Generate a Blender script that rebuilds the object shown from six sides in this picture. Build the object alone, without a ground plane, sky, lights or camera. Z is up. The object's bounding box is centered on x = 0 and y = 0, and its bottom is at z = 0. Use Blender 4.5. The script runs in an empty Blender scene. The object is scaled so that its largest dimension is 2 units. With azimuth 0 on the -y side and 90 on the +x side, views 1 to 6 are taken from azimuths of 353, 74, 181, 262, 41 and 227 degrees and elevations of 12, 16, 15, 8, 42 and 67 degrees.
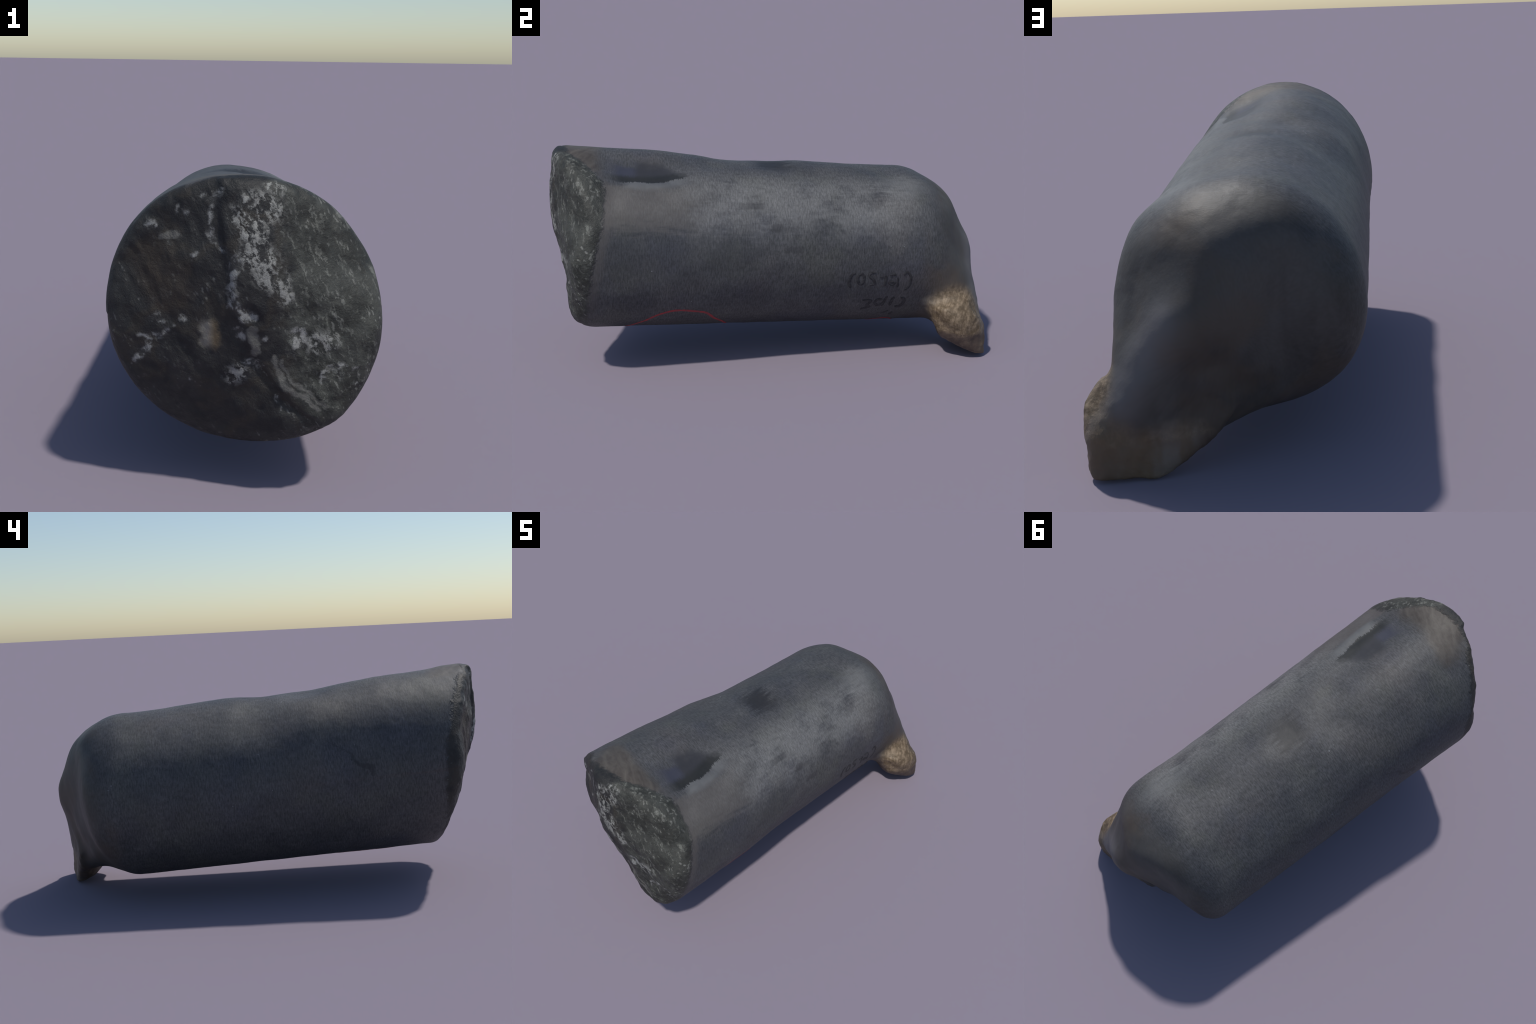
"""Grey drill core of stone, lying with its rounded end on a small brown pebble."""
import math
import numpy as np

# ------------------------------------------------------------------ frame ---
AXIS_POINT = np.array([-0.0287, 0.0, 0.5185])
AXIS = np.array([0.0726, 1.0, -0.0647])
AXIS = AXIS / np.linalg.norm(AXIS)
UP = np.array([0.0, 0.0, 1.0])
E_V = UP - (UP @ AXIS) * AXIS
E_V = E_V / np.linalg.norm(E_V)
E_U = np.cross(AXIS, E_V)


def to_local(p):
    q = np.asarray(p, float) - AXIS_POINT
    return q @ E_U, q @ E_V, q @ AXIS


def to_world(u, v, t):
    u, v, t = np.broadcast_arrays(u, v, t)
    return AXIS_POINT + u[..., None] * E_U + v[..., None] * E_V + t[..., None] * AXIS


# ------------------------------------------------------- shape: end surfaces ---
# Control points (x, y, z) of the broken front end.
FRONT_POINTS = [
    (0.310, -0.918, 0.480),
    (-0.400, -0.823, 0.500), (-0.190, -0.957, 0.810), (0.050, -0.956, 0.870), (0.220, -0.922, 0.700),
    (-0.127, -0.972, 0.950), (-0.100, -0.993, 0.800), (-0.050, -0.988, 0.630), (-0.050, -0.937, 0.440),
    (0.020, -0.922, 0.250), (0.020, -0.861, 0.170), (-0.270, -0.903, 0.900), (-0.300, -0.894, 0.780),
    (-0.300, -0.882, 0.600), (-0.280, -0.852, 0.420), (-0.430, -0.821, 0.850), (-0.450, -0.796, 0.740),
    (-0.470, -0.803, 0.600), (-0.420, -0.787, 0.420), (-0.250, -0.797, 0.250), (-0.120, -0.826, 0.200),
    (0.030, -0.962, 0.930), (0.100, -0.953, 0.800), (0.130, -0.963, 0.600), (0.140, -0.948, 0.420),
    (0.200, -0.898, 0.860), (0.260, -0.881, 0.750), (0.290, -0.923, 0.600), (0.270, -0.927, 0.420),
    (0.360, -0.872, 0.600), (0.330, -0.884, 0.400), (0.200, -0.918, 0.250),
]
# Control points of the rounded rear end (before its shoulder is rounded off).
REAR_POINTS = [
    (-0.040, 0.896, 0.300), (0.140, 0.974, 0.520), (0.100, 0.946, 0.650), (0.080, 0.895, 0.740),
    (0.060, 0.822, 0.840), (-0.100, 0.895, 0.520), (-0.080, 0.897, 0.660), (-0.120, 0.862, 0.800),
    (-0.220, 0.874, 0.520), (-0.340, 0.832, 0.520), (-0.280, 0.839, 0.680), (-0.300, 0.830, 0.330),
    (-0.100, 0.872, 0.330), (-0.100, 0.796, 0.200), (0.050, 0.869, 0.200), (0.050, 0.921, 0.360),
    (0.200, 0.921, 0.330), (0.300, 0.905, 0.340), (0.240, 0.896, 0.600), (0.240, 0.848, 0.740),
    (0.360, 0.826, 0.520), (0.200, 0.875, 0.180), (-0.020, 0.738, 0.120),
]


def thin_plate(points, smooth=1e-4):
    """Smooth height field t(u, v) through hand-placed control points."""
    u, v, t = to_local(points)
    n = len(u)

    def kern(d2):
        return 0.5 * d2 * np.log(d2 + 1e-9)
    d2 = (u[:, None] - u) ** 2 + (v[:, None] - v) ** 2
    A = np.zeros((n + 3, n + 3))
    A[:n, :n] = kern(d2) + smooth * np.eye(n)
    A[:n, n:] = np.stack([np.ones(n), u, v], 1)
    A[n:, :n] = A[:n, n:].T
    w = np.linalg.solve(A, np.r_[t, 0, 0, 0])

    def f(x, y):
        s = w[n] + w[n + 1] * x + w[n + 2] * y
        for i in range(n):
            s = s + w[i] * kern((x - u[i]) ** 2 + (y - v[i]) ** 2)
        return s
    return f


front_height = thin_plate(FRONT_POINTS)
rear_height = thin_plate(REAR_POINTS)


def smooth_max(a, b, k):
    h = np.maximum(k - np.abs(a - b), 0.0) / k
    return np.maximum(a, b) + h * h * k * 0.25


def smooth_min(a, b, k):
    return -smooth_max(-a, -b, k)


def bump(x, c, w):
    return np.exp(-((x - c) / w) ** 2)


def step(x, a, b):
    s = np.clip((x - a) / (b - a), 0, 1)
    return s * s * (3 - 2 * s)


# ------------------------------------------------------- shape: barrel ---
def barrel_radius(deg, t):
    """Radius of the core by angle round the axis (0 = +x, 90 = up) and station."""
    r = 0.399 - 0.018 * t
    top = bump(deg, 100, 50)
    # low swelling near the front, then a saddle, then a slight flat toward the rear
    ridge = bump(deg, 90, 30)
    r = r + 0.008 * top * step(-t, 0.38, 0.55)
    r = r - 0.020 * ridge * bump(t, -0.17, 0.17) - 0.007 * top * bump(t, 0.40, 0.30)
    r = r - 0.012 * bump(deg, 78, 16) * bump(t, 0.54, 0.16)
    r = r + 0.016 * bump(deg, 36, 15) * step(t, 0.42, 0.66)
    r = r + 0.015 * bump(deg, 135, 35) * step(-t, 0.02, 0.22)
    r = r - 0.006 * bump(deg % 360, 185, 25) * bump(t, -0.35, 0.30)
    r = r - 0.010 * bump(deg, 122, 22) * bump(t, 0.05, 0.10)
    r = r - 0.014 * bump(deg, 82, 17) * bump(t, 0.0, 0.10)          # shallow dimple
    r = r + 0.012 * bump(deg, -35, 22) * step(-t, 0.1, 0.4)
    # further shallow dips and flats
    for d_c, d_w, t_c, t_w, depth in ((78, 14, -0.30, 0.09, 0.015), (64, 13, 0.20, 0.13, 0.013),
                                      (42, 9, -0.56, 0.14, 0.011), (158, 16, -0.35, 0.25, 0.009),
                                      (104, 12, -0.20, 0.09, 0.011), (133, 14, 0.25, 0.20, 0.007)):
        r = r - depth * bump(deg, d_c, d_w) * bump(t, t_c, t_w)
    # chipped-out hollow behind the front edge: a broad scoop holding a deeper pit
    # with a steep lip below and a gentle slope above
    along = step(t, -0.89, -0.75) * (1 - step(t, -0.50, -0.28))
    r = r - 0.030 * bump(deg, 71, 19) * along
    r = r - 0.014 * bump(deg, 40, 9) * bump(t, -0.76, 0.07)
    wall = step(deg, 49, 57) * (1 - step(deg, 62, 92))
    r = r - 0.015 * wall * step(t, -0.82, -0.68) * (1 - step(t, -0.55, -0.38))
    return r


# ------------------------------------------------------- shape: brown pebble ---
# Faces of the pebble: outward normal and a point on it.
PEBBLE_FACES = [
    ((-0.60, 0.50, -0.62), (0.091, 0.929, 0.129)),
    ((0.74, -0.60, -0.25), (0.475, 0.801, 0.118)),
    ((-0.15, 0.98, 0.02), (0.397, 0.972, 0.100)),
    ((0.70, 0.71, 0.10), (0.477, 0.948, 0.120)),
    ((0.50, 0.60, 0.62), (0.421, 0.922, 0.243)),
    ((1.00, 0.05, -0.06), (0.499, 0.860, 0.120)),
    ((0.86, -0.10, 0.50), (0.489, 0.819, 0.221)),
    ((0.45, -0.62, 0.64), (0.469, 0.742, 0.277)),
    ((0.30, -0.93, -0.20), (0.446, 0.740, 0.205)),
    ((0.05, -0.50, -0.86), (0.450, 0.826, 0.058)),
    ((0.05, -0.10, -0.99), (0.420, 0.930, 0.003)),
    ((-0.50, -0.80, -0.30), (0.302, 0.765, 0.177)),
    ((-0.55, -0.10, -0.83), (0.188, 0.880, 0.042)),
    ((0.75, 0.10, -0.65), (0.508, 0.901, 0.013)),
    ((-0.85, 0.35, 0.35), (0.013, 0.868, 0.153)),
    ((0.00, -0.20, 0.98), (0.400, 0.824, 0.273)),
]


def pebble_distance(p):
    d = None
    for n, q in PEBBLE_FACES:
        n = np.array(n) / np.linalg.norm(n)
        f = p @ n - np.dot(n, q)
        d = f if d is None else smooth_max(d, f, 0.024)
    return d


def capsule_distance(p, a, b, ra, rb):
    a, b = np.array(a), np.array(b)
    s = np.clip((p - a) @ (b - a) / ((b - a) @ (b - a)), 0, 1)
    return np.linalg.norm(p - a - s[..., None] * (b - a), axis=-1) - (ra + (rb - ra) * s)


def shape(u, v, t, tf=None, tr=None):
    """Signed distance (approximately) to the whole object, local coordinates."""
    if tf is None:
        tf, tr = front_height(u, v), rear_height(u, v)
    r = np.sqrt(u * u + v * v)
    deg = np.degrees(np.arctan2(v, u))
    tube = r - barrel_radius(deg, t)
    core = smooth_max(tube, (tf - t) * 0.9, 0.045)
    k_rear = 0.08 + 0.08 * step(v, 0.0, 0.35)
    core = smooth_max(core, (t - tr) * 0.95, k_rear)
    p = to_world(u, v, t)
    peb = pebble_distance(p)
    web = capsule_distance(p, (0.200, 0.905, 0.440), (0.320, 0.875, 0.225), 0.050, 0.058)
    d = smooth_min(core, web, 0.19)
    flare = capsule_distance(p, (0.14, 0.865, 0.145), (-0.06, 0.80, 0.23), 0.04, 0.045)
    return smooth_min(smooth_min(d, flare, 0.08), peb, 0.06)


# ------------------------------------------------------- meshing ---
def surface_nets(h):
    """Quad mesh of the zero level of shape(), vertices pulled onto the surface."""
    us = np.arange(-0.56, 0.66, h)
    vs = np.arange(-0.60, 0.56, h)
    ts = np.arange(-1.10, 1.10, h)
    U, V = np.meshgrid(us, vs, indexing="ij")
    TF, TR = front_height(U, V), rear_height(U, V)
    D = np.empty((len(us), len(vs), len(ts)), np.float32)
    for k, t in enumerate(ts):
        D[:, :, k] = shape(U, V, np.full_like(U, t), TF, TR)
    inside = D < 0
    n = np.array(D.shape)
    cells = np.zeros(n - 1, np.int8)
    for dx in (0, 1):
        for dy in (0, 1):
            for dz in (0, 1):
                cells += inside[dx:n[0] - 1 + dx, dy:n[1] - 1 + dy, dz:n[2] - 1 + dz]
    act = (cells > 0) & (cells < 8)
    idx = -np.ones(cells.shape, np.int64)
    loc = np.argwhere(act)
    idx[act] = np.arange(len(loc))
    P = np.stack([us[loc[:, 0]], vs[loc[:, 1]], ts[loc[:, 2]]], 1) + h / 2
    quads = []
    for ax in range(3):
        b, c = (ax + 1) % 3, (ax + 2) % 3
        sl0 = [slice(None)] * 3
        sl1 = [slice(None)] * 3
        sl0[ax], sl1[ax] = slice(0, -1), slice(1, None)
        a0, a1 = inside[tuple(sl0)], inside[tuple(sl1)]
        for flip, m in ((False, a0 & ~a1), (True, ~a0 & a1)):
            e = np.argwhere(m)
            e = e[(e[:, b] > 0) & (e[:, c] > 0)]
            q = []
            for ob, oc in ((-1, -1), (0, -1), (0, 0), (-1, 0)):
                f = e.copy()
                f[:, b] += ob
                f[:, c] += oc
                q.append(idx[f[:, 0], f[:, 1], f[:, 2]])
            q = np.stack(q, 1)
            quads.append(q[:, ::-1] if flip else q)
    Q = np.concatenate(quads)
    # relax and pull onto the surface
    for it in range(6):
        acc, cnt = np.zeros_like(P), np.zeros(len(P))
        for i in range(4):
            for j in (1, 3):
                np.add.at(acc, Q[:, i], P[Q[:, (i + j) % 4]])
                np.add.at(cnt, Q[:, i], 1)
        P = 0.4 * P + 0.6 * acc / cnt[:, None]
        P = pull(P)
    return P, Q


def gradient(P, e=0.002):
    g = []
    for i in range(3):
        o = np.zeros(3)
        o[i] = e
        g.append((shape(*(P + o).T) - shape(*(P - o).T)) / (2 * e))
    return np.stack(g, 1)


def pull(P, steps=1):
    for _ in range(steps):
        g = gradient(P)
        d = shape(*P.T)
        P = P - np.clip(d / np.maximum((g * g).sum(1), 0.05), -0.02, 0.02)[:, None] * g
    return P


# @@BLENDER
import bpy
from mathutils import Vector, noise

scene = bpy.context.scene


def link(ob, parent=None):
    scene.collection.objects.link(ob)
    if parent is not None:
        ob.parent = parent
    return ob


# =========================================================== materials ===
class Graph:
    """Small helper that writes shader node graphs."""

    def __init__(self, tree):
        self.t = tree

    def node(self, kind, **props):
        n = self.t.nodes.new(kind)
        for k, v in props.items():
            setattr(n, k, v)
        return n

    def put(self, sock, val):
        if isinstance(val, bpy.types.NodeSocket):
            self.t.links.new(val, sock)
        elif isinstance(val, (tuple, list)) and sock.type == "RGBA" and len(val) == 3:
            sock.default_value = (*val, 1.0)
        else:
            sock.default_value = val

    def math(self, op, a, b=None, c=None, clamp=False):
        n = self.node("ShaderNodeMath", operation=op, use_clamp=clamp)
        for i, x in enumerate((a, b, c)):
            if x is not None:
                self.put(n.inputs[i], x)
        return n.outputs[0]

    def add(self, a, b): return self.math("ADD", a, b)
    def sub(self, a, b): return self.math("SUBTRACT", a, b)
    def mul(self, a, b): return self.math("MULTIPLY", a, b)
    def lo(self, a, b): return self.math("MINIMUM", a, b)
    def hi(self, a, b): return self.math("MAXIMUM", a, b)

    def vmath(self, op, a, b=None, scale=None):
        n = self.node("ShaderNodeVectorMath", operation=op)
        self.put(n.inputs[0], a)
        if b is not None:
            self.put(n.inputs[1], b)
        if scale is not None:
            self.put(n.inputs["Scale"], scale)
        return n.outputs["Value"] if op in ("DOT_PRODUCT", "LENGTH", "DISTANCE") else n.outputs[0]

    def xyz(self, x, y, z):
        n = self.node("ShaderNodeCombineXYZ")
        for i, v in enumerate((x, y, z)):
            self.put(n.inputs[i], v)
        return n.outputs[0]

    def noise(self, vec, scale, detail=3.0, rough=0.55, distort=0.0):
        n = self.node("ShaderNodeTexNoise")
        self.put(n.inputs["Vector"], vec)
        n.inputs["Scale"].default_value = scale
        n.inputs["Detail"].default_value = detail
        n.inputs["Roughness"].default_value = rough
        n.inputs["Distortion"].default_value = distort
        return n.outputs["Fac"]

    def voronoi(self, vec, scale, feature="F1", rnd=1.0):
        n = self.node("ShaderNodeTexVoronoi", feature=feature)
        self.put(n.inputs["Vector"], vec)
        n.inputs["Scale"].default_value = scale
        n.inputs["Randomness"].default_value = rnd
        return n.outputs["Distance"]

    def ramp(self, x, a, b, lo=0.0, hi=1.0):
        """Smooth step from lo (at a) to hi (at b)."""
        n = self.node("ShaderNodeMapRange", interpolation_type="SMOOTHSTEP")
        self.put(n.inputs["Value"], x)
        if a > b:
            a, b, lo, hi = b, a, hi, lo
        n.inputs["From Min"].default_value = a
        n.inputs["From Max"].default_value = b
        n.inputs["To Min"].default_value = lo
        n.inputs["To Max"].default_value = hi
        return n.outputs["Result"]

    def mix(self, fac, a, b, blend="MIX"):
        n = self.node("ShaderNodeMix", data_type="RGBA", blend_type=blend)
        self.put(n.inputs[0], fac)
        self.put(n.inputs[6], a)
        self.put(n.inputs[7], b)
        return n.outputs[2]

    def band(self, x, centre, half, soft):
        """1 inside centre +- half, falling to 0 over soft."""
        d = self.math("ABSOLUTE", self.sub(x, centre))
        return self.ramp(d, half + soft, max(half - soft, 0.0))


def segment_group():
    if "segment_distance" in bpy.data.node_groups:
        return bpy.data.node_groups["segment_distance"]
    """Node group: distance of P from the segment A-B, minus Radius."""
    g = bpy.data.node_groups.new("segment_distance", "ShaderNodeTree")
    for nm, ty in (("P", "NodeSocketVector"), ("A", "NodeSocketVector"),
                   ("B", "NodeSocketVector"), ("Radius", "NodeSocketFloat"), ("Best", "NodeSocketFloat")):
        g.interface.new_socket(nm, in_out="INPUT", socket_type=ty)
    g.interface.new_socket("Distance", in_out="OUTPUT", socket_type="NodeSocketFloat")
    q = Graph(g)
    i, o = q.node("NodeGroupInput"), q.node("NodeGroupOutput")
    # the result so far enters here, so that the nodes are evaluated one after another
    here = q.vmath("ADD", i.outputs["P"], q.mul(i.outputs["Best"], 1e-6))
    pa = q.vmath("SUBTRACT", here, i.outputs["A"])
    ba = q.vmath("SUBTRACT", i.outputs["B"], i.outputs["A"])
    h = q.math("DIVIDE", q.vmath("DOT_PRODUCT", pa, ba),
               q.math("MAXIMUM", q.vmath("DOT_PRODUCT", ba, ba), 1e-6), clamp=True)
    d = q.vmath("LENGTH", q.vmath("SUBTRACT", pa, q.vmath("SCALE", ba, scale=h)))
    g.links.new(q.lo(q.sub(d, i.outputs["Radius"]), i.outputs["Best"]), o.inputs["Distance"])
    return g


# Pale veins, crusts and spots on the broken face: polylines in (x, z) with a half width.
PALE_VEINS = [
    ([(-0.173, 0.974), (-0.191, 0.928), (-0.201, 0.877), (-0.195, 0.828), (-0.171, 0.811), (-0.164, 0.799)], 0.006),
    ([(-0.131, 0.781), (-0.140, 0.736), (-0.142, 0.690), (-0.138, 0.643)], 0.010),
    ([(-0.135, 0.640), (-0.113, 0.622), (-0.091, 0.608)], 0.018),
    ([(-0.117, 0.568), (-0.104, 0.540)], 0.007),
    ([(-0.406, 0.520), (-0.366, 0.522), (-0.327, 0.532), (-0.305, 0.560)], 0.006),
    ([(-0.373, 0.521), (-0.376, 0.476), (-0.400, 0.449), (-0.414, 0.427)], 0.009),
    ([(-0.362, 0.573), (-0.350, 0.588), (-0.333, 0.570)], 0.007),
    ([(-0.373, 0.853), (-0.358, 0.858)], 0.010),
    ([(-0.264, 0.897)], 0.006), ([(-0.288, 0.915), (-0.286, 0.898)], 0.003),
    ([(-0.218, 0.952)], 0.006), ([(-0.244, 0.776), (-0.236, 0.786)], 0.005),
    ([(-0.097, 0.462), (-0.070, 0.466), (-0.052, 0.446)], 0.008),
    ([(-0.044, 0.538)], 0.011), ([(-0.001, 0.335), (0.003, 0.355)], 0.005),
    ([(0.051, 0.556), (0.060, 0.527)], 0.020),
    ([(0.138, 0.425), (0.132, 0.400)], 0.011), ([(0.145, 0.443), (0.190, 0.443)], 0.007),
    ([(0.224, 0.439)], 0.007), ([(0.185, 0.406)], 0.006), ([(0.236, 0.385)], 0.006),
    ([(-0.249, 0.390)], 0.006), ([(-0.381, 0.383)], 0.006), ([(-0.273, 0.586)], 0.008),
]
PALE_CRUST = [
    ([(-0.120, 0.901), (-0.100, 0.905)], 0.025), ([(-0.100, 0.944), (-0.06, 0.944)], 0.016),
    ([(-0.080, 0.905), (-0.030, 0.918)], 0.030), ([(-0.030, 0.979), (-0.010, 0.975)], 0.014),
    ([(-0.095, 0.870), (-0.075, 0.830)], 0.034), ([(-0.080, 0.790), (-0.050, 0.765)], 0.034),
    ([(-0.050, 0.735), (-0.010, 0.720)], 0.026), ([(-0.010, 0.690), (0.010, 0.670)], 0.020),
    ([(-0.127, 0.411), (-0.115, 0.425)], 0.020), ([(0.110, 0.524), (0.140, 0.524)], 0.026),
]
GREY_VEINS = [
    ([(-0.015, 0.477), (0.013, 0.399), (0.046, 0.372), (0.087, 0.350), (0.122, 0.312)], 0.007),
    ([(0.005, 0.470), (0.030, 0.410), (0.065, 0.388), (0.100, 0.362), (0.150, 0.318)], 0.003),
    ([(-0.083, 0.563), (-0.067, 0.497)], 0.013), ([(-0.326, 0.826), (-0.290, 0.832)], 0.012),
]


CRACKS = [
    ([(-0.446, -0.242), (-0.475, -0.290), (-0.510, -0.344)], 0.002),
    ([(-0.510, -0.344), (-0.539, -0.347), (-0.566, -0.383)], 0.006),
    ([(-0.566, -0.383), (-0.581, -0.427), (-0.607, -0.428)], 0.011),
    ([(-0.425, 0.017), (-0.438, -0.008), (-0.438, -0.044)], 0.002),
]


def core_material(name, part):
    """Stone of one part; its neighbours' colours run on across the border."""
    m = bpy.data.materials.new(name)
    m.use_nodes = True
    t = m.node_tree
    t.nodes.clear()
    g = Graph(t)
    seg = segment_group()
    co = g.node("ShaderNodeTexCoord").outputs["Object"]
    rel = g.vmath("SUBTRACT", co, tuple(AXIS_POINT))
    u = g.vmath("DOT_PRODUCT", rel, tuple(E_U))
    v = g.vmath("DOT_PRODUCT", rel, tuple(E_V))
    s = g.vmath("DOT_PRODUCT", rel, tuple(AXIS))
    turn = g.math("ARCTAN2", u, v)                 # 0 at the top, seam underneath
    deg = g.sub(90.0, g.mul(turn, 180 / math.pi))  # 0 = +x side, 90 = top
    sep = g.node("ShaderNodeSeparateXYZ")
    g.put(sep.inputs[0], co)
    X, Y, Z = sep.outputs
    arc = g.mul(turn, 0.4)
    wrap = g.xyz(arc, s, 0.0)                      # unrolled barrel, metres

    n_big = g.noise(co, 2.3, 2.0)
    n_mid = g.noise(co, 7.0, 4.0, 0.6)
    n_fine = g.noise(co, 42.0, 4.0, 0.65)
    n_grain = g.noise(co, 150.0, 3.0, 0.7)
    n_tint = g.noise(g.vmath("ADD", co, (7.3, 1.1, 4.2)), 4.2, 3.0)
    streak = g.noise(g.xyz(g.mul(arc, 42.0), g.mul(s, 170.0), 0.0), 1.0, 3.0, 0.6, 0.4)
    scuff = g.noise(g.xyz(g.mul(arc, 60.0), g.mul(s, 9.0), 3.0), 1.0, 3.0, 0.6)

    # ---- barrel: mottled grey with bluish, olive and warm clouds
    col = g.mix(g.ramp(n_mid, 0.25, 0.78), (0.050, 0.0505, 0.054), (0.078, 0.0775, 0.079))
    col = g.mix(g.ramp(n_tint, 0.52, 0.70, 0.0, 0.42), col, (0.056, 0.058, 0.074))
    col = g.mix(g.ramp(n_tint, 0.47, 0.33, 0.0, 0.40), col, (0.076, 0.077, 0.067))
    col = g.mix(g.ramp(n_big, 0.55, 0.68, 0.0, 0.45), col, (0.082, 0.074, 0.072))
    grain = g.add(g.mul(g.ramp(streak, 0.30, 0.72), 0.72), g.mul(g.ramp(n_grain, 0.32, 0.70), 0.28))
    col = g.mix(1.0, col, g.xyz(*[g.add(g.add(0.36, g.mul(grain, 0.92)), g.mul(scuff, 0.36))] * 3), "MULTIPLY")

    def patch(deg_c, deg_h, s_c, s_h, soft_d, soft_s, rag=0.0, freq=None):
        d1, s1 = deg, s
        if rag:
            r = g.sub(freq if freq is not None else n_fine, 0.5)
            d1 = g.add(deg, g.mul(r, rag))
            s1 = g.add(s, g.mul(r, rag * 0.008))
        return g.mul(g.band(d1, deg_c, deg_h, soft_d), g.band(s1, s_c, s_h, soft_s))

    if part == "core_barrel":
        # warm dusty field behind the right front edge, with a ragged lower border
        col = g.mix(g.mul(patch(34, 15, -0.60, 0.22, 5, 0.12, 18, scuff), 0.6), col, (0.098, 0.089, 0.083))
        # sunlight painted in as pale grey, masked by film along the right flank
        flank_light = g.ramp(g.add(g.mul(n_mid, 0.72), g.mul(scuff, 0.28)), 0.26, 0.60)
        col = g.mix(g.mul(g.mul(patch(40, 20, 0.12, 0.52, 14, 0.2, 20, n_mid), flank_light), 0.75), col, g.mix(1.0, (0.160, 0.159, 0.157), g.xyz(*[g.add(0.68, g.mul(grain, 0.62))] * 3), "MULTIPLY"))
        # dark bluish field below it
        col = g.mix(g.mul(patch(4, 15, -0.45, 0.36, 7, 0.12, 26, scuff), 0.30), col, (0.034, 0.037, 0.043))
        # small rubbed marks
        for dc, dh, sc, sh, k in ((22, 2.6, -0.024, 0.026, 0.55), (8.3, 2.2, 0.06, 0.042, 0.45),
                                  (36.5, 2.2, -0.13, 0.055, 0.40), (21, 1.8, 0.02, 0.014, 0.3)):
            col = g.mix(g.mul(patch(dc, dh, sc, sh, 1.0, 0.008, 5, n_fine), k), col, (0.028, 0.027, 0.029))
        # highlight coloured into the stone on the right of the rear shoulder
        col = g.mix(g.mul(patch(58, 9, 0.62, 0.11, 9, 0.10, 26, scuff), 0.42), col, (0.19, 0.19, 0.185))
        # dimple with a dark smear
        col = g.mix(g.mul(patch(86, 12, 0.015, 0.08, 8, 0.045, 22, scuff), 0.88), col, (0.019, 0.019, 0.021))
        # pit: dark, with a ragged lip; pale chipped stone below the lip
        lip = g.add(g.add(54.0, g.mul(g.sub(streak, 0.5), 7.0)), g.mul(g.sub(n_mid, 0.5), 8.0))
        lip = g.add(lip, g.ramp(s, -0.60, -0.42, 0.0, 5.0))
        over = g.sub(deg, lip)
        s_w = g.add(s, g.mul(g.sub(n_mid, 0.5), 0.10))
        along = g.mul(g.ramp(s_w, -0.78, -0.69), g.ramp(s, -0.395, -0.43))
        top_edge = g.add(g.ramp(s, -0.55, -0.41, 24.0, 3.0), g.mul(g.sub(n_mid, 0.5), 26.0))
        pit = g.mul(g.mul(g.ramp(over, -0.4, 0.8), along), g.ramp(g.sub(over, top_edge), 4.0, -6.0))
        col = g.mix(g.mul(g.mul(g.ramp(over, 1.0, -0.5), g.ramp(over, -9.0, -5.0)),
                          g.mul(g.mul(g.ramp(s, -0.72, -0.66), g.ramp(s, -0.38, -0.46)), g.ramp(n_mid, 0.35, 0.6, 0.45, 1.0))), col,
                    g.mix(n_mid, (0.090, 0.094, 0.102), (0.125, 0.125, 0.122)))
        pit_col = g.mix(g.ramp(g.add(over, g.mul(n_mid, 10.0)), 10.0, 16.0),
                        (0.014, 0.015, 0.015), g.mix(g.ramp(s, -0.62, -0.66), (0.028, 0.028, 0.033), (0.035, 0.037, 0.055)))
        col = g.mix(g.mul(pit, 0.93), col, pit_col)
        # sparse pale specks
        speck = g.math("LESS_THAN", g.voronoi(co, 26.0), g.ramp(n_mid, 0.5, 0.8, 0.02, 0.12))
        col = g.mix(g.mul(speck, 0.5), col, (0.30, 0.31, 0.33))

    # ---- brown stained crust on the front top edge
    hair = g.noise(g.xyz(g.mul(arc, 14.0), g.mul(g.add(s, g.mul(arc, 0.5)), 30.0), 1.0), 1.0, 3.0, 0.6, 0.5)
    crust_c = g.mix(g.ramp(hair, 0.22, 0.78), (0.056, 0.044, 0.036), (0.112, 0.097, 0.080))
    crust = g.mul(g.band(g.add(deg, g.mul(g.sub(n_mid, 0.5), 30.0)), 86, 26, 9),
                  g.ramp(g.add(s, g.mul(g.sub(n_mid, 0.5), 0.14)), -0.75, -0.83))
    col = g.mix(g.mul(crust, 0.85), col, crust_c)

    def segs(lines, pos):
        best = None
        for pts, rad in lines:
            pts = pts if len(pts) > 1 else pts * 2
            for a, b in zip(pts[:-1], pts[1:]):
                n = g.node("ShaderNodeGroup")
                n.node_tree = seg
                g.put(n.inputs["P"], pos)
                n.inputs["A"].default_value = (a[0], 0.0, a[1])
                n.inputs["B"].default_value = (b[0], 0.0, b[1])
                n.inputs["Radius"].default_value = rad
                g.put(n.inputs["Best"], 9.0 if best is None else best)
                best = n.outputs[0]
        return best

    if part == "core_barrel":
        # thin dark cracks on the shaded side, in unrolled metres
        bend = g.vmath("ADD", g.xyz(arc, 0.0, s), g.vmath("SCALE", g.xyz(g.sub(n_fine, 0.5), 0.0, g.sub(n_grain, 0.5)), scale=0.03))
        kd = segs(CRACKS, bend)
        col = g.mix(g.ramp(kd, 0.004, -0.004, 0.0, 0.6), col, (0.020, 0.020, 0.023))

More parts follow.
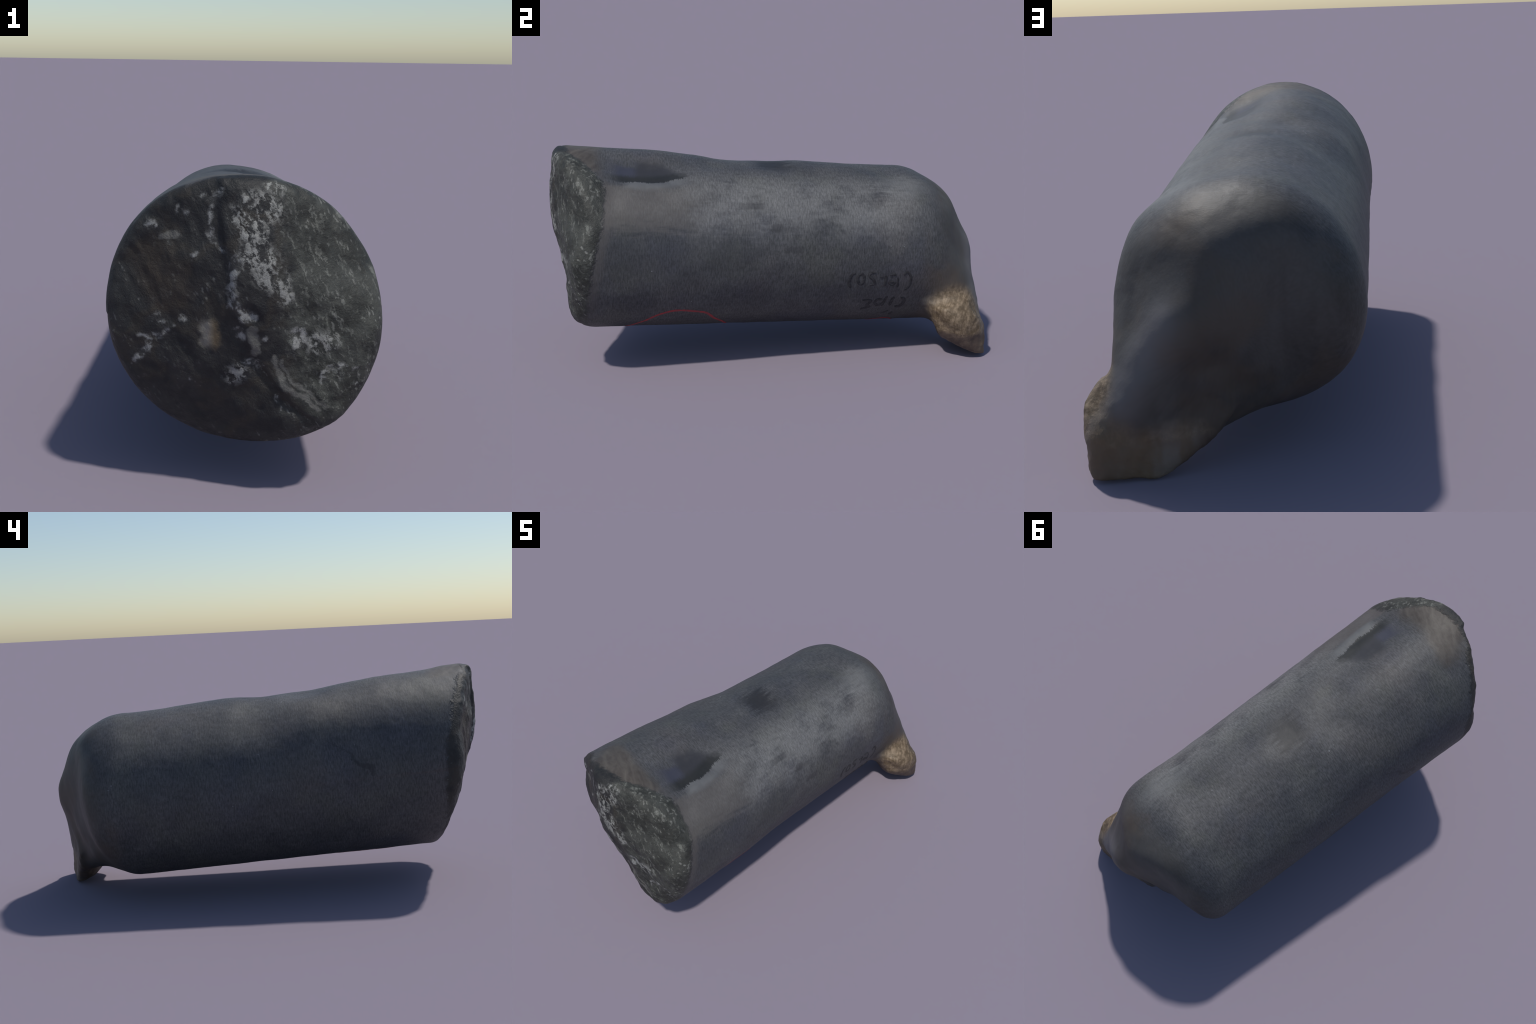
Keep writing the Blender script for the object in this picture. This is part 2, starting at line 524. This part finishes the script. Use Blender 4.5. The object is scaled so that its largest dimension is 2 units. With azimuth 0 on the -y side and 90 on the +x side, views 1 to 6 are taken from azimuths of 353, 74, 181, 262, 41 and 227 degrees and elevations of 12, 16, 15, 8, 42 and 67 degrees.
    if part != "broken_face":
        # ---- rear end: smeared brown-grey with paler web toward the pebble
        smear = g.noise(g.xyz(g.mul(X, 6.0), g.mul(Y, 4.0), g.mul(Z, 2.2)), 1.0, 3.0, 0.5, 0.6)
        rear = g.ramp(g.add(s, g.mul(g.sub(n_mid, 0.5), 0.16)), 0.70, 0.86)
        rear_c = g.mix(g.ramp(smear, 0.35, 0.65), (0.044, 0.038, 0.033), (0.075, 0.068, 0.062))
        col = g.mix(g.mul(rear, 0.8), col, rear_c)
        rust = g.mul(g.ramp(g.sub(n_tint, g.mul(Z, 0.25)), 0.34, 0.50), g.ramp(s, 0.66, 0.78))
        col = g.mix(g.mul(rust, 0.45), col, (0.085, 0.062, 0.042))

        web = g.node("ShaderNodeGroup")
        web.node_tree = seg
        g.put(web.inputs["P"], co)
        web.inputs["A"].default_value = (0.24, 0.97, 0.50)
        web.inputs["B"].default_value = (0.38, 0.95, 0.26)
        web.inputs["Radius"].default_value = 0.05
        web.inputs["Best"].default_value = 9.0
        wd = g.add(web.outputs[0], g.mul(g.sub(smear, 0.5), 0.12))
        col = g.mix(g.ramp(wd, 0.07, -0.04, 0.0, 0.8), col,
                    g.mix(smear, (0.112, 0.101, 0.099), (0.175, 0.166, 0.168)))

    on_face = on_peb = fleck = 0.0
    if part in ("core_barrel", "broken_face"):
        # ---- broken front face
        wob = g.node("ShaderNodeTexNoise")
        g.put(wob.inputs["Vector"], co)
        wob.inputs["Scale"].default_value = 26.0
        wob.inputs["Detail"].default_value = 4.0
        wob.inputs["Roughness"].default_value = 0.62
        shake = g.vmath("SCALE", g.vmath("SUBTRACT", wob.outputs["Color"], (0.5, 0.5, 0.5)), scale=0.042)
        flat = g.vmath("MULTIPLY", g.vmath("ADD", co, shake), (1.0, 0.0, 1.0))
        n_face = g.noise(co, 11.0, 5.0, 0.68)
        # fleck texture drawn out along the slope of the face
        fleck = g.noise(g.vmath("ADD", g.xyz(g.mul(g.add(X, g.mul(Z, 0.45)), 52.0), g.mul(Y, 40.0), g.mul(Z, 21.0)),
                                g.vmath("SCALE", wob.outputs["Color"], scale=2.2)), 1.0, 4.0, 0.65, 0.5)
        face = g.mix(g.ramp(n_face, 0.35, 0.65), (0.0145, 0.0148, 0.0150), (0.030, 0.029, 0.027))
        face = g.mix(g.ramp(g.math("ABSOLUTE", g.sub(n_tint, 0.52)), 0.06, 0.0, 0.0, 0.5),
                     face, (0.040, 0.033, 0.024))
        # grey-green fractured right side
        right = g.ramp(g.add(X, g.add(g.mul(g.sub(n_face, 0.5), 0.22), g.mul(g.sub(Z, 0.6), 0.10))), -0.03, 0.07)
        face = g.mix(g.mul(right, 0.85), face,
                     g.mix(g.ramp(n_face, 0.38, 0.62), (0.024, 0.025, 0.021), (0.055, 0.057, 0.049)))
        face = g.mix(g.mul(right, g.mul(g.ramp(fleck, 0.55, 0.68), g.ramp(n_face, 0.35, 0.6, 0.25, 0.9))),
                     face, (0.155, 0.158, 0.138))
        # short pale dashes, thickest on the right half
        dash = g.voronoi(g.vmath("ADD", g.xyz(g.mul(g.add(X, g.mul(Z, 0.5)), 64.0), g.mul(Y, 34.0), g.mul(g.sub(Z, g.mul(X, 0.35)), 26.0)),
                                 g.vmath("SCALE", wob.outputs["Color"], scale=1.6)), 1.0)
        dash = g.mul(g.ramp(dash, 0.31, 0.18), g.add(g.mul(right, 0.30), g.ramp(n_face, 0.50, 0.60, 0.0, 0.3)))
        face = g.mix(g.mul(dash, g.ramp(n_tint, 0.40, 0.55, 0.35, 1.0)), face, (0.26, 0.26, 0.235))
        # small scattered pale flecks over the dark part
        face = g.mix(g.mul(g.ramp(n_fine, 0.64, 0.74), g.ramp(n_face, 0.48, 0.62, 0.0, 0.55)), face, (0.17, 0.165, 0.15))
        if part == "broken_face":
            # pale crusts (broken up), grey veins, pale veins
            cd = segs(PALE_CRUST, flat)
            holes = g.ramp(g.add(g.mul(fleck, 0.6), g.mul(n_fine, 0.4)), 0.46, 0.56)
            face = g.mix(g.mul(g.ramp(cd, 0.024, -0.012), g.mul(holes, 0.9)), face,
                         g.mix(n_fine, (0.13, 0.13, 0.12), (0.36, 0.36, 0.335)))
            gd = segs(GREY_VEINS, flat)
            face = g.mix(g.ramp(gd, 0.006, -0.004, 0.0, 0.75), face, g.mix(n_fine, (0.08, 0.078, 0.07), (0.17, 0.165, 0.15)))
            vd = segs(PALE_VEINS, flat)
            face = g.mix(g.mul(g.ramp(vd, 0.007, -0.006), g.ramp(n_fine, 0.42, 0.58, 0.08, 0.95)), face,
                         g.mix(n_fine, (0.12, 0.12, 0.115), (0.35, 0.35, 0.33)))
            # rusty-beige spot and two faint rust stains
            bd = segs([([(-0.200, 0.565), (-0.196, 0.520)], 0.022)], flat)
            face = g.mix(g.ramp(bd, 0.016, -0.016, 0.0, 0.9), face,
                         g.mix(g.ramp(X, -0.21, -0.18), (0.26, 0.24, 0.20), (0.17, 0.125, 0.07)))
            rd = segs([([(-0.333, 0.619), (-0.33, 0.63)], 0.010), ([(-0.35, 0.74), (-0.32, 0.68)], 0.05)], flat)
            face = g.mix(g.ramp(rd, 0.05, -0.01, 0.0, 0.25), face, (0.075, 0.050, 0.028))

        # border of the face: station by angle, ragged
        cur = g.node("ShaderNodeFloatCurve")
        border = [(-180, -0.74), (-105, -0.76), (-70, -0.82), (-36, -0.845), (2, -0.825), (38, -0.785),
                  (55, -0.81), (70, -0.89), (95, -0.945), (120, -0.885), (150, -0.80), (180, -0.755), (270, -0.76)]
        pts = cur.mapping.curves[0].points
        while len(pts) < len(border):
            pts.new(0.5, 0.5)
        for p, (a, b) in zip(pts, border):
            p.location = ((a + 180) / 450.0, (b + 1.0) / 0.3)
        cur.mapping.update()
        g.put(cur.inputs["Value"], g.math("DIVIDE", g.add(deg, 180.0), 450.0))
        edge = g.sub(g.mul(cur.outputs[0], 0.3), 1.0)
        past = g.add(g.sub(s, edge), g.add(g.mul(g.sub(n_fine, 0.5), 0.05), g.mul(g.sub(n_mid, 0.5), 0.05)))
        # dusty band right behind the border on the lit side
        col = g.mix(g.mul(g.mul(g.ramp(past, 0.06, 0.015), g.band(deg, 10, 45, 18)), 0.5), col, (0.094, 0.084, 0.077))
        on_face = g.ramp(past, 0.012, -0.012)
        col = g.mix(on_face, col, face)

    if part != "broken_face":
        # ---- brown pebble
        peb = None
        for a, b, r in (((0.45, 0.82, 0.205), (0.42, 0.86, 0.10), 0.120), ((0.42, 0.88, 0.06), (0.22, 0.90, 0.07), 0.095)):
            n = g.node("ShaderNodeGroup")
            n.node_tree = seg
            g.put(n.inputs["P"], co)
            n.inputs["A"].default_value = a
            n.inputs["B"].default_value = b
            n.inputs["Radius"].default_value = r
            g.put(n.inputs["Best"], 9.0 if peb is None else peb)
            peb = n.outputs[0]
        peb = g.add(peb, g.mul(g.sub(n_mid, 0.5), 0.05))
        on_peb = g.ramp(peb, 0.055, -0.020)
        lines = g.noise(g.xyz(g.mul(g.add(X, Y), 70.0), g.mul(g.sub(Y, Z), 22.0), g.mul(Z, 18.0)), 1.0, 4.0, 0.65)
        pc = g.mix(g.ramp(n_fine, 0.32, 0.66), (0.100, 0.070, 0.040), (0.245, 0.182, 0.120))
        pc = g.mix(g.ramp(lines, 0.55, 0.40, 0.0, 0.6), pc, (0.085, 0.058, 0.032))
        pc = g.mix(g.ramp(g.add(g.mul(g.sub(n_mid, 0.5), 0.10), g.math("ABSOLUTE", g.sub(Z, 0.072))), 0.062, 0.040, 0.0, 0.8),
                   pc, (0.062, 0.043, 0.037))
        back = g.ramp(g.add(Y, g.mul(g.sub(n_mid, 0.5), 0.05)), 0.915, 0.945, 0.0, 0.75)
        pc = g.mix(back, pc, g.mix(g.ramp(smear, 0.4, 0.6), (0.140, 0.096, 0.056), (0.175, 0.145, 0.118)))
        col = g.mix(on_peb, col, pc)

    # ---- fine relief
    h = g.add(g.mul(n_grain, 0.08), g.add(g.mul(streak, 0.10), g.mul(n_fine, 0.22)))
    hf = g.add(g.mul(n_fine, 1.6), g.add(g.mul(fleck, 1.4), g.mul(n_grain, 0.5)))
    rough_zone = g.hi(on_face, g.mul(on_peb, 0.6))
    height = g.add(g.mul(h, g.sub(1.0, rough_zone)), g.mul(hf, rough_zone))
    bump = g.node("ShaderNodeBump")
    bump.inputs["Strength"].default_value = 0.55
    bump.inputs["Distance"].default_value = 0.005
    g.put(bump.inputs["Height"], height)

    b = g.node("ShaderNodeBsdfPrincipled")
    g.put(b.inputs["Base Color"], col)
    g.put(b.inputs["Roughness"], g.add(0.47, g.mul(n_mid, 0.22)))
    b.inputs["Specular IOR Level"].default_value = 0.38
    g.put(b.inputs["Normal"], bump.outputs[0])
    out = g.node("ShaderNodeOutputMaterial")
    t.links.new(b.outputs[0], out.inputs[0])
    return m


def ink_material(name, dark, light, rough):
    m = bpy.data.materials.new(name)
    m.use_nodes = True
    t = m.node_tree
    g = Graph(t)
    co = g.node("ShaderNodeTexCoord").outputs["Object"]
    n = g.noise(co, 70.0, 4.0, 0.7)
    b = t.nodes["Principled BSDF"]
    g.put(b.inputs["Base Color"], g.mix(g.ramp(n, 0.35, 0.68), dark, light))
    b.inputs["Roughness"].default_value = rough
    b.inputs["Specular IOR Level"].default_value = 0.25
    return m


# =========================================================== body mesh ===
P, Q = surface_nets(0.0075)
tf, tr = front_height(P[:, 0], P[:, 1]), rear_height(P[:, 0], P[:, 1])
rad = np.hypot(P[:, 0], P[:, 1])
deg = np.degrees(np.arctan2(P[:, 1], P[:, 0]))
tube = rad - barrel_radius(deg, P[:, 2])
W = to_world(P[:, 0], P[:, 1], P[:, 2])
N = gradient(P)
N = N / np.linalg.norm(N, axis=1, keepdims=True)
N = N[:, :1] * E_U + N[:, 1:2] * E_V + N[:, 2:3] * AXIS
facing = np.clip(-(N @ AXIS), 0, 1)
front_w = step(facing, 0.30, 0.65) * (P[:, 2] < -0.5)
pebble_w = 1 - step(pebble_distance(W), 0.0, 0.03)
rear_w = step(P[:, 2], 0.70, 0.85) * (1 - pebble_w)


STEP_Z = (0.20, 0.28, 0.35, 0.50, 0.65, 0.80, 0.97)     # line of the fracture step
STEP_X = (0.16, 0.11, 0.02, -0.085, -0.140, -0.160, -0.175)


def relief(p, fw, pw, rw):
    """Small lumps and chips, in metres along the normal."""
    q = Vector(p)
    d = 0.0016 * noise.fractal(q * 9.0, 0.9, 2.1, 4)
    if fw > 0:
        lump = noise.fractal(q * 8.0, 0.8, 2.0, 5)
        chip = abs(noise.noise(Vector((p[0] * 26 + p[2] * 9, p[1] * 14, p[2] * 13))))
        # fracture step along the pale vein: right half stands proud of the left
        off = p[0] - np.interp(p[2], STEP_Z, STEP_X) - 0.012 * noise.noise(q * 14.0)
        ledge = math.tanh(off / 0.008) * math.exp(-abs(off) / 0.09)
        crag = 1 - abs(noise.noise(Vector((p[0] * 15 + p[2] * 6, p[1] * 10, p[2] * 8)) + Vector((3, 1, 7))))
        rough = 0.6 + 0.6 * (1 if off > 0 else 0)
        d += fw * (0.006 * lump - 0.005 * chip + 0.007 * ledge + rough * 0.005 * (crag ** 2 - 0.6))
    if pw > 0:
        d += pw * (0.006 * noise.fractal(q * 12.0, 0.9, 2.1, 4) - 0.003)
    if rw > 0:
        d += rw * 0.004 * noise.fractal(q * 6.0, 1.0, 2.0, 3)
    return d


W = W + N * np.array([relief(p, a, b, c) for p, a, b, c in zip(W, front_w, pebble_w, rear_w)])[:, None]
W[:, 2] -= step(W[:, 1], 0.6, 0.8) * step(-W[:, 2], -0.12, -0.02) * W[:, 2].min()
W[:, 1] = np.clip(W[:, 1], -0.999, 1.0)

# whole surface first, for its normals
whole = bpy.data.meshes.new("whole")
whole.from_pydata(W.tolist(), [], Q.tolist())
whole.update()
normals = np.array([v.normal[:] for v in whole.vertices])

# regions by face centre
C = P[Q].mean(1)
c_rad = np.hypot(C[:, 0], C[:, 1])
c_tube = c_rad - barrel_radius(np.degrees(np.arctan2(C[:, 1], C[:, 0])), C[:, 2])
c_front = (front_height(C[:, 0], C[:, 1]) - C[:, 2]) * 0.9
c_rear = (C[:, 2] - rear_height(C[:, 0], C[:, 1])) * 0.95
c_world = to_world(C[:, 0], C[:, 1], C[:, 2])
c_peb = pebble_distance(c_world)
region = np.zeros(len(Q), int)
region[(c_front > c_tube) & (C[:, 2] < 0)] = 1
region[(c_rear > c_tube - 0.015) & (C[:, 2] > 0.5)] = 2
region[c_peb < np.maximum(c_tube, c_rear) + 0.005] = 3

thing = link(bpy.data.objects.new("stone_core", None))
thing["label"] = "dark grey cylindrical drilled stone core propped on brown pebble"
thing["category"] = "rock core"
for k, name in enumerate(("core_barrel", "broken_face", "rounded_end", "brown_pebble")):
    q = Q[region == k]
    used, inv = np.unique(q, return_inverse=True)
    me = bpy.data.meshes.new(name)
    me.from_pydata(W[used].tolist(), [], inv.reshape(q.shape).tolist())
    me.update()
    me.polygons.foreach_set("use_smooth", np.ones(len(me.polygons), bool))
    me.normals_split_custom_set_from_vertices(normals[used].tolist())
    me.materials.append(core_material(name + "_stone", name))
    link(bpy.data.objects.new(name, me), thing)
bpy.data.meshes.remove(whole)


# =========================================================== drawn marks ===
def catmull(pts, n=7):
    p = np.array(pts, float)
    if len(p) == 2:
        return p[0] + np.linspace(0, 1, n)[:, None] * (p[1] - p[0])
    e = np.vstack([2 * p[0] - p[1], p, 2 * p[-1] - p[-2]])
    if np.allclose(p[0], p[-1]):
        e[0], e[-1] = p[-2], p[1]
    out = []
    for i in range(1, len(e) - 2):
        for s in np.linspace(0, 1, n, endpoint=False):
            a, b, c, d = e[i - 1:i + 3]
            out.append(0.5 * (2 * b + (c - a) * s + (2 * a - 5 * b + 4 * c - d) * s * s
                              + (3 * b - a - 3 * c + d) * s ** 3))
    out.append(p[-1])
    return np.array(out)


def stroke_mesh(strokes, lift=0.0016, across=5):
    """Ink bands lying on the barrel; strokes are ([(deg, station)...], width)."""
    verts, faces = [], []
    for k, (pts, width) in enumerate(strokes):
        c = catmull(pts)
        c = np.stack([np.radians(c[:, 0]) * 0.4, c[:, 1]], 1)
        d = np.gradient(c, axis=0)
        d /= np.linalg.norm(d, axis=1, keepdims=True)
        side = np.stack([-d[:, 1], d[:, 0]], 1)
        run = np.r_[0, np.cumsum(np.linalg.norm(np.diff(c, axis=0), axis=1))]
        end = np.minimum(run, run[-1] - run) + 0.2 * width
        wid = 1.35 * width * np.sqrt(np.clip(end / width, 0.04, 1))
        wid *= 1 + 0.16 * np.array([noise.noise(Vector((a * 60, b * 60, k))) for a, b in c])
        base = len(verts)
        off = np.linspace(-0.5, 0.5, across)
        q = (c[:, None] + side[:, None] * (wid[:, None] * off)[..., None]).reshape(-1, 2)
        ang = q[:, 0] / 0.4
        x = pull(np.stack([0.4 * np.cos(ang), 0.4 * np.sin(ang), q[:, 1]], 1), 4)
        out = np.cos(ang)[:, None] * E_U + np.sin(ang)[:, None] * E_V
        rise = lift + 0.0002 * (k % 7) - np.tile(np.where(np.abs(off) > 0.4, 0.0012, 0.0), len(c))
        w = to_world(*x.T)
        rise = rise + np.array([relief(p, 0, 0, 0) for p in w])
        verts += (w + out * rise[:, None]).tolist()
        for i in range(len(c) - 1):
            for j in range(across - 1):
                o = base + i * across + j
                faces.append((o, o + 1, o + across + 1, o + across))
    return verts, faces


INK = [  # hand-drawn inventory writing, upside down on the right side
    ([(-7.5, 0.358), (-9.2, 0.341), (-12.9, 0.334), (-16.0, 0.337), (-19.1, 0.346)], 0.011),
    ([(-12.1, 0.405), (-15.0, 0.402), (-16.1, 0.392), (-14.9, 0.380), (-12.1, 0.373),
      (-9.4, 0.376), (-8.3, 0.387), (-9.5, 0.399), (-12.1, 0.405)], 0.010),
    ([(-7.3, 0.458), (-7.6, 0.436), (-9.6, 0.427), (-11.6, 0.440), (-13.5, 0.455), (-16.2, 0.457), (-16.9, 0.437)], 0.010),
    ([(-10.4, 0.478), (-10.5, 0.495)], 0.010),
    ([(-9.4, 0.509), (-13.2, 0.511), (-17.6, 0.511)], 0.010),
    ([(-9.4, 0.526), (-8.5, 0.545), (-9.4, 0.558)], 0.009),
    ([(-14.0, 0.552), (-15.1, 0.532), (-16.8, 0.548), (-14.8, 0.562)], 0.009),
    ([(-11.1, 0.569), (-15.8, 0.574), (-19.0, 0.576)], 0.008),
    ([(-9.1, 0.595), (-7.1, 0.610), (-9.8, 0.630), (-14.0, 0.635), (-18.5, 0.631), (-21.4, 0.612)], 0.010),
    ([(-30.8, 0.422), (-31.3, 0.463), (-35.8, 0.454), (-38.5, 0.466), (-39.6, 0.453), (-41.0, 0.429)], 0.012),
    ([(-30.1, 0.520), (-30.3, 0.495), (-33.6, 0.488), (-36.9, 0.507), (-34.2, 0.527)], 0.011),
    ([(-26.7, 0.537), (-31.7, 0.532), (-37.5, 0.528)], 0.010),
    ([(-27.9, 0.577), (-30.7, 0.569), (-37.2, 0.568)], 0.010),
    ([(-28.3, 0.612), (-30.8, 0.630), (-35.6, 0.630), (-38.5, 0.615), (-37.9, 0.596)], 0.011),
    ([(-44.2, 0.577), (-48.6, 0.549)], 0.010),
    ([(-46.9, 0.602), (-51.1, 0.594)], 0.010),
]
RED = [
    ([(-35.5, -0.431), (-36.4, -0.383), (-38.2, -0.330), (-41.0, -0.303), (-48.0, -0.268), (-59.1, -0.213),
      (-72, -0.19), (-86, -0.20), (-97, -0.26), (-103, -0.34), (-104, -0.43), (-102, -0.52), (-95, -0.60),
      (-82, -0.655), (-68, -0.66), (-56.0, -0.630), (-47.1, -0.581), (-41.6, -0.547), (-38.1, -0.509),
      (-36.0, -0.470), (-35.5, -0.431)], 0.010),
    ([(-70, 0.515), (-63, 0.555), (-60.5, 0.588), (-63, 0.62), (-70, 0.65)], 0.010),
]
for name, strokes, mat in (
        ("handwriting", INK, ink_material("faded_black_ink", (0.026, 0.025, 0.027), (0.052, 0.051, 0.054), 0.6)),
        ("red_ring_mark", RED, ink_material("red_crayon", (0.34, 0.045, 0.05), (0.20, 0.055, 0.06), 0.7))):
    vs, fs = stroke_mesh(strokes)
    me = bpy.data.meshes.new(name)
    me.from_pydata(vs, [], fs)
    me.update()
    me.polygons.foreach_set("use_smooth", np.ones(len(me.polygons), bool))
    me.materials.append(mat)
    link(bpy.data.objects.new(name, me), thing)
